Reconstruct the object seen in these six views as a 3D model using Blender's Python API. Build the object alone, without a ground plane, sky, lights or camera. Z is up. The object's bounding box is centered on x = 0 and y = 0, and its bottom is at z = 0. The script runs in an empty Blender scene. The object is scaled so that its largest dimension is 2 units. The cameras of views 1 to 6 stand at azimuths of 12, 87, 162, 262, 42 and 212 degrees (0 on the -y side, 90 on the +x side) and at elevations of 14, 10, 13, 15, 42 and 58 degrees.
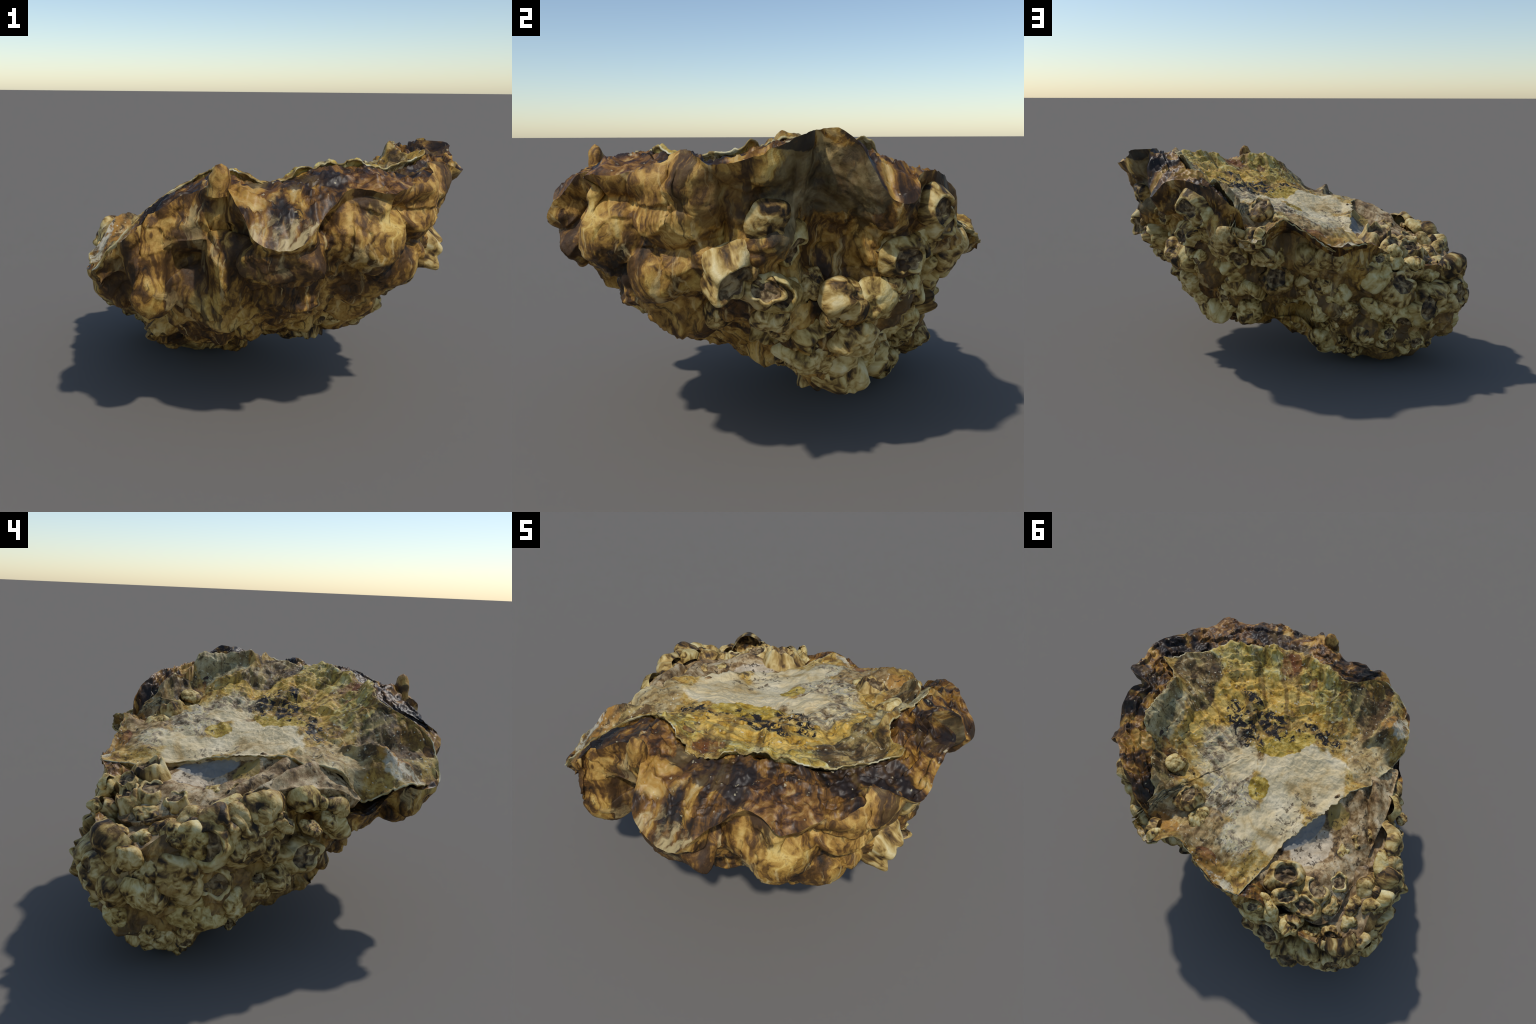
import bpy, math, random
import numpy as np
from mathutils import Vector, Matrix, noise as mnoise
from mathutils.kdtree import KDTree

SEED = 7
rng = random.Random(SEED)

# ------------------------------------------------------------------ helpers
def smoothstep(a, b, x):
    t = np.clip((np.asarray(x, float) - a) / (b - a), 0, 1)
    return t * t * (3 - 2 * t)

def closed_curve(points, per_segment=24):
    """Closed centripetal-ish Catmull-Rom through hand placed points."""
    P = np.array(points, float)
    out = []
    n = len(P)
    for i in range(n):
        p0, p1, p2, p3 = P[i - 1], P[i], P[(i + 1) % n], P[(i + 2) % n]
        for t in np.arange(per_segment) / per_segment:
            out.append(0.5 * (2 * p1 + (p2 - p0) * t + (2 * p0 - 5 * p1 + 4 * p2 - p3) * t * t
                              + (3 * p1 - p0 - 3 * p2 + p3) * t ** 3))
    return np.array(out)

def by_azimuth(curve, centre, angles):
    """Resample a closed star-shaped curve at given azimuths about centre -> radius, z."""
    d = curve[:, :2] - np.array(centre)
    th = np.unwrap(np.arctan2(d[:, 1], d[:, 0]))
    o = np.argsort(th % (2 * np.pi), kind='stable')
    th = (th % (2 * np.pi))[o]
    r = np.hypot(d[:, 0], d[:, 1])[o]
    z = curve[:, 2][o]
    th3 = np.concatenate([th - 2 * np.pi, th, th + 2 * np.pi])
    return np.interp(angles, th3, np.tile(r, 3)), np.interp(angles, th3, np.tile(z, 3))

def blur_ring(v, sigma):
    n = len(v)
    k = np.arange(-int(3 * sigma), int(3 * sigma) + 1)
    w = np.exp(-0.5 * (k / sigma) ** 2); w /= w.sum()
    return np.array([np.dot(w, v[(i + k) % n]) for i in range(n)])

def periodic_rows(stations, angles):
    """Periodic cubic interpolation of station rows (equally spaced) over angles."""
    S = np.array(stations, float); n = len(S)
    u = (angles / (2 * np.pi) * n) % n
    i = np.floor(u).astype(int); t = (u - i)[:, None]
    p0, p1, p2, p3 = S[(i - 1) % n], S[i % n], S[(i + 1) % n], S[(i + 2) % n]
    return 0.5 * (2 * p1 + (p2 - p0) * t + (2 * p0 - 5 * p1 + 4 * p2 - p3) * t ** 2
                  + (3 * p1 - p0 - 3 * p2 + p3) * t ** 3)

class HeightField:
    """Thin-plate spline through survey points (x, y, z)."""
    def __init__(self, pts, lam=0.0005):
        P = np.array(pts, float); self.c = P[:, :2]
        n = len(P)
        K = self._k(self.c)
        K += np.eye(n) * lam
        A = np.zeros((n + 3, n + 3)); A[:n, :n] = K
        A[:n, n] = 1; A[:n, n + 1:] = self.c; A[n, :n] = 1; A[n + 1:, :n] = self.c.T
        self.w = np.linalg.solve(A, np.concatenate([P[:, 2], np.zeros(3)]))
    def _k(self, q):
        d2 = ((q[:, None, :] - self.c[None]) ** 2).sum(-1)
        return 0.5 * d2 * np.log(d2 + 1e-12)
    def __call__(self, q):
        q = np.asarray(q, float); n = len(self.c)
        return self._k(q) @ self.w[:n] + self.w[n] + q @ self.w[n + 1:]

def fbm(P, scale, octaves=4, seed=0.0, H=0.8):
    return np.array([mnoise.fractal(Vector((p[0] * scale + seed, p[1] * scale - seed * 1.7, p[2] * scale + seed * .6)),
                                    H, 2.1, octaves) for p in P])

def ridged(P, scale, seed=0.0, octaves=4):
    return np.array([mnoise.ridged_multi_fractal(Vector((p[0] * scale + seed, p[1] * scale + 2 * seed, p[2] * scale - seed)),
                                                 0.9, 2.1, octaves, 1.0, 1.8) for p in P])

def cells(P, scale, seed=0.0):
    """distance to nearest cell point, 0 at the cell centre"""
    out = np.empty(len(P))
    for i, p in enumerate(P):
        d, _ = mnoise.voronoi(Vector((p[0] * scale + seed, p[1] * scale - seed, p[2] * scale + 3 * seed)))
        out[i] = d[0]
    return out

def grid_normals(V, wrap=True):
    """V: rings x columns x 3 -> unit normals"""
    du = np.roll(V, -1, 1) - np.roll(V, 1, 1)
    dv = np.gradient(V, axis=0)
    n = np.cross(du, dv)
    l = np.linalg.norm(n, axis=-1, keepdims=True); l[l < 1e-9] = 1
    return n / l

def add_mesh(name, verts, faces, parent, material, smooth=True):
    me = bpy.data.meshes.new(name)
    me.from_pydata([tuple(v) for v in verts], [], faces)
    me.update()
    if smooth:
        me.polygons.foreach_set('use_smooth', [True] * len(me.polygons))
    me.materials.append(material)
    ob = bpy.data.objects.new(name, me)
    bpy.context.scene.collection.objects.link(ob)
    ob.parent = parent
    return ob

def ring_faces(rings, cols, close_last=False, offset=0, flip=False):
    F = []
    for i in range(rings - 1):
        a = offset + i * cols; b = a + cols
        for j in range(cols):
            k = (j + 1) % cols
            f = (a + j, a + k, b + k, b + j)
            F.append(f[::-1] if flip else f)
    return F
# ------------------------------------------------------------------ materials
class Nodes:
    """Small helper that wires procedural shader nodes on Object coordinates."""
    def __init__(self, name):
        self.m = bpy.data.materials.new(name); self.m.use_nodes = True
        self.t = self.m.node_tree; self.b = self.t.nodes['Principled BSDF']
        self.pos = self.t.nodes.new('ShaderNodeTexCoord').outputs['Object']
    def put(self, sock, v):
        if isinstance(v, bpy.types.NodeSocket): self.t.links.new(v, sock)
        elif isinstance(v, (tuple, list)): sock.default_value = tuple(v) + ((1.0,) if len(v) == 3 and len(sock.default_value) == 4 else ())
        else: sock.default_value = v
    def math(self, op, a, b=0.0, c=0.0, clamp=False):
        n = self.t.nodes.new('ShaderNodeMath'); n.operation = op; n.use_clamp = clamp
        for s, v in zip(n.inputs, (a, b, c)): self.put(s, v)
        return n.outputs[0]
    def vmath(self, op, a, b=(0, 0, 0)):
        n = self.t.nodes.new('ShaderNodeVectorMath'); n.operation = op
        self.put(n.inputs[0], a); self.put(n.inputs[1], b)
        return n.outputs['Value'] if op in ('LENGTH', 'DISTANCE', 'DOT_PRODUCT') else n.outputs[0]
    def scaled(self, vec, s):
        return self.vmath('MULTIPLY', vec, s)
    def noise(self, scale, detail=5, rough=0.55, dist=0.0, vec=None, color=False):
        n = self.t.nodes.new('ShaderNodeTexNoise')
        self.put(n.inputs['Vector'], vec if vec is not None else self.pos)
        n.inputs['Scale'].default_value = scale; n.inputs['Detail'].default_value = detail
        n.inputs['Roughness'].default_value = rough; n.inputs['Distortion'].default_value = dist
        return n.outputs['Color' if color else 'Fac']
    def voronoi(self, scale, vec=None, feature='F1', out='Distance', rand=1.0):
        n = self.t.nodes.new('ShaderNodeTexVoronoi'); n.feature = feature
        self.put(n.inputs['Vector'], vec if vec is not None else self.pos)
        n.inputs['Scale'].default_value = scale; n.inputs['Randomness'].default_value = rand
        return n.outputs[out]
    def warp(self, amount, scale=4.0, detail=3):
        c = self.noise(scale, detail, color=True)
        c = self.vmath('SUBTRACT', c, (0.5, 0.5, 0.5))
        return self.vmath('ADD', self.pos, self.scaled(c, (amount,) * 3))
    def around(self, centre, turns, stretch):
        """coordinates (angle, distance) about a point seen from above, for rays and rings"""
        d = self.vmath('SUBTRACT', self.warp(0.08, 6), centre + (0,))
        s = self.t.nodes.new('ShaderNodeSeparateXYZ'); self.put(s.inputs[0], d)
        n = self.t.nodes.new('ShaderNodeCombineXYZ')
        self.put(n.inputs[0], self.math('MULTIPLY', self.math('ARCTAN2', s.outputs[1], s.outputs[0]), turns))
        self.put(n.inputs[1], self.math('MULTIPLY', self.vmath('LENGTH', self.scaled(d, (1, 1, 0))), stretch))
        return n.outputs[0]
    def down_wall(self, turns, stretch, wobble=0.10):
        d = self.warp(wobble, 7)
        s = self.t.nodes.new('ShaderNodeSeparateXYZ'); self.put(s.inputs[0], d)
        n = self.t.nodes.new('ShaderNodeCombineXYZ')
        self.put(n.inputs[0], self.math('MULTIPLY', self.math('ARCTAN2', s.outputs[1], s.outputs[0]), turns))
        self.put(n.inputs[1], self.math('MULTIPLY', s.outputs[2], stretch))
        return n.outputs[0]
    def ramp(self, fac, stops, mode='LINEAR'):
        n = self.t.nodes.new('ShaderNodeValToRGB'); r = n.color_ramp; r.interpolation = mode
        while len(r.elements) < len(stops): r.elements.new(0.5)
        for e, (p, c) in zip(r.elements, stops):
            e.position = p; e.color = tuple(c) + (1,) if isinstance(c, tuple) else (c, c, c, 1)
        self.put(n.inputs[0], fac); return n.outputs['Color']
    def step(self, x, a, b):
        n = self.t.nodes.new('ShaderNodeMapRange'); n.interpolation_type = 'SMOOTHSTEP'; n.clamp = True
        self.put(n.inputs[0], x); self.put(n.inputs[1], a); self.put(n.inputs[2], b)
        return n.outputs[0]
    def mix(self, f, a, b, mode='MIX'):
        n = self.t.nodes.new('ShaderNodeMix'); n.data_type = 'RGBA'; n.blend_type = mode
        self.put(n.inputs['Factor'], f); self.put(n.inputs[6], a); self.put(n.inputs[7], b)
        return n.outputs[2]
    def spot(self, vec, centre, radii, soft=0.3):
        """1 inside an ellipsoid about centre, 0 outside, soft border"""
        d = self.vmath('SUBTRACT', vec, centre)
        d = self.vmath('DIVIDE', d, radii if isinstance(radii, (tuple, list)) else (radii,) * 3)
        return self.step(self.vmath('LENGTH', d), 1.0, 1.0 - soft)
    def patch(self, vec, centre, radii, turn=0.0, rag=0.5, scale=9.0, soft=0.12):
        """ragged patch seen from above (or in 3d when centre has three numbers)"""
        if len(centre) == 3:
            d = self.vmath('DIVIDE', self.vmath('SUBTRACT', vec, centre), radii)
        else:
            a = math.radians(turn); d = self.vmath('SUBTRACT', vec, tuple(centre) + (0,))
            u = self.vmath('DOT_PRODUCT', d, (math.cos(a) / radii[0], math.sin(a) / radii[0], 0))
            v = self.vmath('DOT_PRODUCT', d, (-math.sin(a) / radii[1], math.cos(a) / radii[1], 0))
            n = self.t.nodes.new('ShaderNodeCombineXYZ'); self.put(n.inputs[0], u); self.put(n.inputs[1], v); d = n.outputs[0]
        key = ('rag', scale)
        if not hasattr(self, 'cache'): self.cache = {}
        if key not in self.cache: self.cache[key] = self.math('SUBTRACT', self.noise(scale, 7, 0.66, 0.6), 0.5)
        f = self.math('SUBTRACT', 1.0, self.vmath('LENGTH', d))
        f = self.math('ADD', f, self.math('MULTIPLY', self.cache[key], 2.2 * rag))
        return self.step(f, 0.0, soft)
    def both(self, a, b): return self.math('MULTIPLY', a, b)
    def either(self, *f):
        r = f[0]
        for x in f[1:]: r = self.math('MAXIMUM', r, x)
        return r
    def finish(self, color, rough=0.6, bump=None, strength=0.3, dist=0.01, spec=0.25):
        self.put(self.b.inputs['Base Color'], color); self.put(self.b.inputs['Roughness'], rough)
        self.b.inputs['Specular IOR Level'].default_value = spec
        if bump is not None:
            n = self.t.nodes.new('ShaderNodeBump'); n.inputs['Strength'].default_value = strength
            n.inputs['Distance'].default_value = dist
            self.put(n.inputs['Height'], bump); self.put(self.b.inputs['Normal'], n.outputs[0])
        return self.m

def crust_colour(k, vec, warmth=None):
    """mottled tan, ochre, cream and dark brown of the outer shell and its barnacles"""
    n1 = k.noise(4.5, 7, 0.62, 0.9, vec)
    n2 = k.noise(11.0, 6, 0.6, 1.6, vec)
    f = k.math('ADD', k.math('MULTIPLY', n1, 0.55), k.math('MULTIPLY', n2, 0.45))
    c = k.ramp(f, [(0.39, (0.020, 0.012, 0.007)), (0.47, (0.12, 0.056, 0.014)), (0.52, (0.36, 0.19, 0.040)),
                   (0.575, (0.55, 0.345, 0.095)), (0.68, (0.70, 0.52, 0.22))])
    return c

def make_crust():
    k = Nodes('crusty_outer_shell')
    P = k.pos
    v = k.scaled(k.warp(0.16, 6), (1.0, 1.0, 0.42))
    c = crust_colour(k, v)
    green = k.step(k.noise(2.3, 3, 0.5, 0.5), 0.46, 0.62)
    c = k.mix(k.both(green, 0.35), c, k.mix(1.0, c, (0.92, 0.98, 0.70), 'MULTIPLY'))
    # shadow between the pleats drawn as dark brown streaks down the wall
    st = k.noise(1.0, 7, 0.62, 0.5, k.down_wall(13.0, 3.0))
    c = k.mix(k.both(k.step(st, 0.53, 0.61), 0.85), c, (0.040, 0.021, 0.010))
    c = k.mix(k.both(k.step(st, 0.43, 0.35), 0.6), c, (0.70, 0.52, 0.23))
    # darker brown over the wall of the hinge half, between the barnacles
    old = k.either(k.patch(P, (-0.62, 0.42, 0.35), (0.62, 0.62, 0.50), 0, 0.3), k.patch(P, (0.30, 0.62, 0.55), (0.55, 0.32, 0.36), 0, 0.3))
    c = k.mix(k.both(old, 0.45), c, k.mix(k.noise(9, 5, 0.6, 0.6), (0.035, 0.021, 0.011), (0.32, 0.20, 0.075)))
    # cavity shadow painted into the hollows; then the smooth scar of the broad end
    hollow_shade = k.either(k.patch(P, (-0.10, -0.70, 0.78), (0.12, 0.14, 0.20), 0, 0.6), k.patch(P, (-0.42, -0.70, 0.72), (0.10, 0.14, 0.14), 0, 0.6),
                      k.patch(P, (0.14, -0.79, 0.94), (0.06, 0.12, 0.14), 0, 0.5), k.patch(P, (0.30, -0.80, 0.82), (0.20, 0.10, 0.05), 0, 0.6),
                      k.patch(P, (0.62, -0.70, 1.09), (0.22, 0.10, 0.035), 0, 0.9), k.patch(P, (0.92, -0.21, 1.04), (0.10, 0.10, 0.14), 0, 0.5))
    c = k.mix(k.both(hollow_shade, 0.55), c, k.mix(st, (0.014, 0.010, 0.008), (0.11, 0.060, 0.026)))
    scar = k.patch(P, (0.90, 0.14, 1.02), (0.20, 0.22, 0.26), 0, 0.4)
    c = k.mix(k.both(scar, 0.85), c, k.ramp(k.noise(7, 6, 0.62, 0.8), [(0.36, (0.030, 0.022, 0.013)), (0.47, (0.11, 0.080, 0.038)), (0.56, (0.21, 0.165, 0.085)), (0.66, (0.36, 0.29, 0.16))]))
    black_patch = k.patch(P, (0.93, 0.15, 1.24), (0.14, 0.26, 0.05), 0, 0.6)
    c = k.mix(k.both(black_patch, 0.85), c, (0.022, 0.018, 0.016))
    c = k.mix(k.both(k.step(k.noise(34, 4, 0.62), 0.57, 0.66), 0.4), c, (0.14, 0.072, 0.025))
    b = k.math('ADD', k.noise(30, 6, 0.66), k.math('MULTIPLY', st, 0.8))
    return k.finish(c, 0.58, b, 0.4, 0.012)

def make_lip():
    k = Nodes('glossy_inner_lip')
    w = k.warp(0.2, 7)
    f = k.math('ADD', k.math('MULTIPLY', k.noise(1.0, 7, 0.64, 0.6, k.around((0.08, 0.0), 11.0, 3.5)), 0.65), k.math('MULTIPLY', k.noise(7, 7, 0.64, 0.9, w), 0.35))
    c = k.ramp(f, [(0.39, (0.011, 0.008, 0.006)), (0.468, (0.045, 0.022, 0.008)), (0.525, (0.18, 0.080, 0.014)),
                   (0.585, (0.42, 0.235, 0.045)), (0.68, (0.56, 0.42, 0.19))])
    gold = k.patch(k.pos, (0.12, -0.70, 1.12), (0.17, 0.19, 0.22), 0, 0.6, 7, 0.3)
    g = k.ramp(k.noise(9, 5, 0.6, 0.6, w), [(0.35, (0.12, 0.05, 0.012)), (0.5, (0.38, 0.20, 0.035)), (0.65, (0.52, 0.36, 0.13))])
    c = k.mix(gold, c, g)
    tan = k.patch(k.pos, (0.34, -0.87, 0.93), (0.17, 0.10, 0.14), 0, 0.4)
    c = k.mix(k.both(tan, k.step(k.noise(12, 6, 0.65, 0.8, k.scaled(w, (1.6, 0.5, 0.5))), 0.42, 0.62)), c, (0.45, 0.34, 0.16))
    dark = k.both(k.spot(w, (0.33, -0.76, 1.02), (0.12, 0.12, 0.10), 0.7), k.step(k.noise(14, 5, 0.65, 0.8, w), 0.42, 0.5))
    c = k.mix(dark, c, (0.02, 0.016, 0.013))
    black_patch = k.either(k.patch(k.pos, (0.80, -0.24, 1.12), (0.17, 0.15, 0.16), 0, 0.6), k.patch(k.pos, (0.86, 0.16, 1.22), (0.12, 0.22, 0.1), 0, 0.6), k.patch(k.pos, (0.33, -0.60, 1.12), (0.3, 0.10, 0.1), 0, 0.7))  # near-black patches under the lid edge, in the right recess and along the +x rim
    black_patch = k.both(black_patch, k.step(k.noise(9, 7, 0.7, 1.0), 0.32, 0.46))
    c = k.mix(k.both(black_patch, 0.8), c, (0.018, 0.012, 0.009))
    amber = k.either(k.patch(k.pos, (0.66, -0.58, 1.13), (0.16, 0.11, 0.12), 0, 0.6), k.patch(k.pos, (0.05, -0.66, 1.15), (0.10, 0.08, 0.12), 0, 0.5))
    c = k.mix(k.both(amber, 0.85), c, k.ramp(k.noise(13, 6, 0.66, 0.8), [(0.38, (0.022, 0.011, 0.005)), (0.47, (0.10, 0.040, 0.010)), (0.56, (0.28, 0.13, 0.026)), (0.66, (0.45, 0.29, 0.10))]))
    hinge = k.either(k.spot(w, (-0.80, 0.66, 0.60), (0.30, 0.34, 0.3), 0.5), k.spot(w, (-0.85, 0.2, 0.7), (0.25, 0.45, 0.3), 0.5))
    h = k.ramp(k.noise(9, 6, 0.6, 1.0, w), [(0.35, (0.04, 0.022, 0.012)), (0.48, (0.30, 0.19, 0.085)), (0.66, (0.50, 0.38, 0.20))])
    c = k.mix(hinge, c, h)
    specks = k.step(k.noise(42, 2, 0.5), 0.68, 0.74)
    c = k.mix(k.both(specks, 0.7), c, (0.50, 0.42, 0.25))
    return k.finish(c, 0.46, k.noise(22, 5, 0.6), 0.22, 0.012, 0.33)

def make_lid():
    k = Nodes('weathered_flat_valve')
    P = k.pos
    n = k.noise(6.5, 8, 0.68, 0.9)
    fine = k.noise(19, 7, 0.7, 0.6)
    f = k.math('ADD', k.math('MULTIPLY', n, 0.65), k.math('MULTIPLY', fine, 0.35))
    c = k.ramp(f, [(0.36, (0.040, 0.024, 0.008)), (0.44, (0.21, 0.108, 0.020)), (0.51, (0.45, 0.275, 0.055)), (0.61, (0.60, 0.46, 0.19))])
    # tan flank with fine lines running out to the far margin
    rays = k.noise(26, 6, 0.65, 0.5, k.vmath('MULTIPLY', k.warp(0.05, 6), (1.0, 0.22, 1.0)))
    tan = k.either(k.patch(P, (0.20, 0.58), (0.36, 0.14), -8, 0.4), k.patch(P, (0.42, 0.60), (0.10, 0.12), 0, 0.4))
    c = k.mix(k.both(tan, 0.9), c, k.ramp(rays, [(0.36, (0.10, 0.055, 0.018)), (0.48, (0.34, 0.22, 0.085)), (0.60, (0.52, 0.40, 0.20))]))
    tan2 = k.patch(P, (-0.46, -0.28), (0.15, 0.20), 20, 0.5)
    c = k.mix(k.both(tan2, 0.85), c, k.ramp(f, [(0.38, (0.11, 0.065, 0.022)), (0.48, (0.36, 0.25, 0.10)), (0.60, (0.58, 0.48, 0.27))]))
    ray_dark = k.noise(1.0, 6, 0.62, 0.4, k.around((-0.35, 0.33), 16.0, 2.2))
    # mustard ring and the pale green bloom on the frill crests
    ring = k.either(k.patch(P, (0.40, -0.13), (0.20, 0.11), -55, 0.5), k.patch(P, (0.25, -0.26), (0.22, 0.09), -25, 0.5),
                    k.patch(P, (0.02, -0.32), (0.2, 0.07), -10, 0.5), k.patch(P, (0.46, 0.08), (0.07, 0.16), 0, 0.5))
    c = k.mix(k.both(ring, 0.9), c, k.ramp(f, [(0.38, (0.18, 0.082, 0.010)), (0.46, (0.50, 0.285, 0.030)), (0.57, (0.70, 0.48, 0.12))]))
    bloom = k.either(k.patch(P, (0.50, -0.37), (0.18, 0.09), 26, 0.5, 7), k.patch(P, (0.29, -0.45), (0.14, 0.10), 10, 0.5, 7),
                     k.patch(P, (-0.02, -0.49), (0.14, 0.09), 0, 0.5, 7), k.patch(P, (-0.12, -0.40), (0.10, 0.08), 0, 0.5, 7), k.patch(P, (-0.27, -0.52), (0.08, 0.07), 0, 0.5, 7))
    bl = k.ramp(k.noise(13, 8, 0.68, 1.2), [(0.37, (0.19, 0.11, 0.012)), (0.46, (0.46, 0.31, 0.045)), (0.55, (0.61, 0.49, 0.15)), (0.65, (0.63, 0.59, 0.33))])
    c = k.mix(k.both(bloom, 0.85), c, bl)
    # dark brown frill corners, peppered with pale specks
    brown = k.either(k.patch(P, (0.64, -0.18), (0.15, 0.13), 40, 0.5), k.patch(P, (0.53, 0.40), (0.11, 0.12), 0, 0.5),
                     k.patch(P, (-0.34, -0.50), (0.17, 0.10), -30, 0.5), k.patch(P, (-0.44, -0.62), (0.13, 0.10), 0, 0.5), k.patch(P, (0.56, -0.05), (0.07, 0.14), 0, 0.5))
    br = k.ramp(k.noise(15, 8, 0.7, 0.8), [(0.40, (0.018, 0.013, 0.009)), (0.50, (0.085, 0.050, 0.018)), (0.58, (0.26, 0.17, 0.065)), (0.66, (0.50, 0.44, 0.27))])
    c = k.mix(k.both(brown, 0.92), c, br)
    flap = k.patch(P, (0.63, 0.17), (0.085, 0.17), 0, 0.3)
    c = k.mix(k.both(flap, 0.9), c, k.ramp(f, [(0.38, (0.09, 0.06, 0.022)), (0.48, (0.30, 0.24, 0.11)), (0.60, (0.50, 0.45, 0.27))]))
    red = k.either(k.patch(P, (0.19, -0.51), (0.07, 0.08), 0, 0.5), k.patch(P, (0.02, -0.46), (0.03, 0.04), 0, 0.5), k.patch(P, (0.06, 0.71), (0.07, 0.035), 0, 0.4))
    c = k.mix(k.both(red, 0.8), c, (0.16, 0.042, 0.008))
    # veined grey and cream, where old layers have flaked
    vein = k.either(k.patch(P, (0.27, 0.17), (0.17, 0.20), 0, 0.7, 9, 0.3), k.patch(P, (0.10, 0.36), (0.17, 0.17), 0, 0.7, 9, 0.3), k.patch(P, (-0.04, 0.53), (0.11, 0.12), 0, 0.7, 9, 0.3))
    vn = k.ramp(k.noise(10, 8, 0.68, 1.8), [(0.37, (0.08, 0.048, 0.018)), (0.43, (0.24, 0.185, 0.115)), (0.48, (0.42, 0.34, 0.22)), (0.53, (0.60, 0.49, 0.25)), (0.58, (0.62, 0.545, 0.35)), (0.65, (0.36, 0.315, 0.25))])
    c = k.mix(k.both(vein, 0.93), c, vn)
    outer = k.step(k.vmath('DISTANCE', k.scaled(P, (1, 1, 0)), (-0.35, 0.33, 0)), 0.45, 0.75)
    c = k.mix(k.both(outer, k.both(k.step(ray_dark, 0.50, 0.62), 0.62)), c, (0.10, 0.048, 0.012))
    c = k.mix(k.both(outer, k.both(k.step(ray_dark, 0.47, 0.36), 0.45)), c, (0.66, 0.49, 0.17))
    grime = k.step(k.noise(12, 8, 0.72, 1.2, k.warp(0.1, 5)), 0.55, 0.63)
    c = k.mix(k.both(grime, 0.75), c, (0.062, 0.038, 0.013))
    # chalky worn centre
    chalk = k.either(k.patch(P, (-0.15, 0.04), (0.24, 0.19), 20, 0.5, 6, 0.16), k.patch(P, (-0.32, 0.04), (0.14, 0.19), 0, 0.5, 6, 0.16),
                     k.patch(P, (-0.19, 0.32), (0.14, 0.23), 10, 0.5, 6, 0.16), k.patch(P, (-0.07, 0.14), (0.11, 0.14), 0, 0.5, 6, 0.16), k.patch(P, (0.16, 0.16), (0.10, 0.14), 0, 0.7, 8, 0.2), k.patch(P, (-0.06, 0.45), (0.08, 0.12), 0, 0.7, 8, 0.2))
    ch = k.ramp(k.noise(6, 7, 0.62, 0.6), [(0.36, (0.44, 0.31, 0.13)), (0.46, (0.62, 0.50, 0.28)), (0.68, (0.71, 0.61, 0.40))])
    c = k.mix(k.both(chalk, 0.95), c, ch)
    stain = k.both(k.patch(P, (-0.24, 0.25), (0.13, 0.16), 0, 0.5), k.step(k.noise(24, 6, 0.7, 0.6), 0.53, 0.60))
    c = k.mix(k.both(stain, 0.85), c, (0.075, 0.045, 0.020))
    must = k.either(k.patch(P, (0.0, -0.08), (0.17, 0.075), 38, 0.4, 9, 0.06), k.patch(P, (0.0, 0.235), (0.06, 0.075), 0, 0.45, 9, 0.08))
    c = k.mix(must, c, k.ramp(k.noise(20, 7, 0.68), [(0.38, (0.20, 0.115, 0.010)), (0.50, (0.44, 0.29, 0.035)), (0.62, (0.58, 0.44, 0.13))]))
    # black crust in an arc in front of the chalky centre
    arc = k.either(k.patch(P, (0.25, -0.04), (0.19, 0.08), -32, 0.4), k.patch(P, (0.11, -0.14), (0.17, 0.07), -12, 0.4), k.patch(P, (-0.14, -0.22), (0.16, 0.05), 10, 0.4), k.patch(P, (0.22, -0.18), (0.16, 0.035), -20, 0.4))
    blk = k.step(k.noise(17, 8, 0.74, 0.9), 0.485, 0.52)
    c = k.mix(k.both(arc, blk), c, (0.016, 0.012, 0.010))
    # white and orange flutes on the margins
    rust = k.either(k.patch(P, (0.35, 0.67), (0.10, 0.06), 0, 0.5), k.patch(P, (0.03, 0.745), (0.12, 0.05), 0, 0.5), k.patch(P, (-0.48, -0.56), (0.06, 0.12), -15, 0.5))
    c = k.mix(k.both(k.both(rust, 0.85), k.step(n, 0.38, 0.56)), c, k.mix(fine, (0.12, 0.03, 0.006), (0.62, 0.33, 0.06)))
    pale = k.either(k.patch(P, (0.43, 0.77), (0.07, 0.10), 0, 0.4), k.patch(P, (-0.05, 0.815), (0.13, 0.055), 0, 0.4), k.patch(P, (-0.54, -0.64), (0.055, 0.16), -8, 0.4))
    c = k.mix(k.both(k.both(pale, 0.75), k.step(fine, 0.40, 0.56)), c, k.ramp(f, [(0.40, (0.30, 0.24, 0.12)), (0.5, (0.58, 0.54, 0.40)), (0.6, (0.64, 0.61, 0.49))]))
    pit = k.step(k.noise(30, 5, 0.66, 0.6), 0.60, 0.64)
    c = k.mix(k.both(k.both(pit, 0.8), k.math('SUBTRACT', 1.0, k.math('MULTIPLY', chalk, 0.8))), c, (0.035, 0.022, 0.012))
    sp = k.both(k.step(k.noise(52, 2, 0.5), 0.66, 0.71), k.math('SUBTRACT', 1.0, chalk))
    c = k.mix(k.both(sp, 0.75), c, (0.62, 0.57, 0.40))
    return k.finish(c, 0.55, k.math('ADD', k.noise(22, 8, 0.7), k.math('MULTIPLY', k.noise(64, 3, 0.6), 0.3)), 0.6, 0.014)

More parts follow.
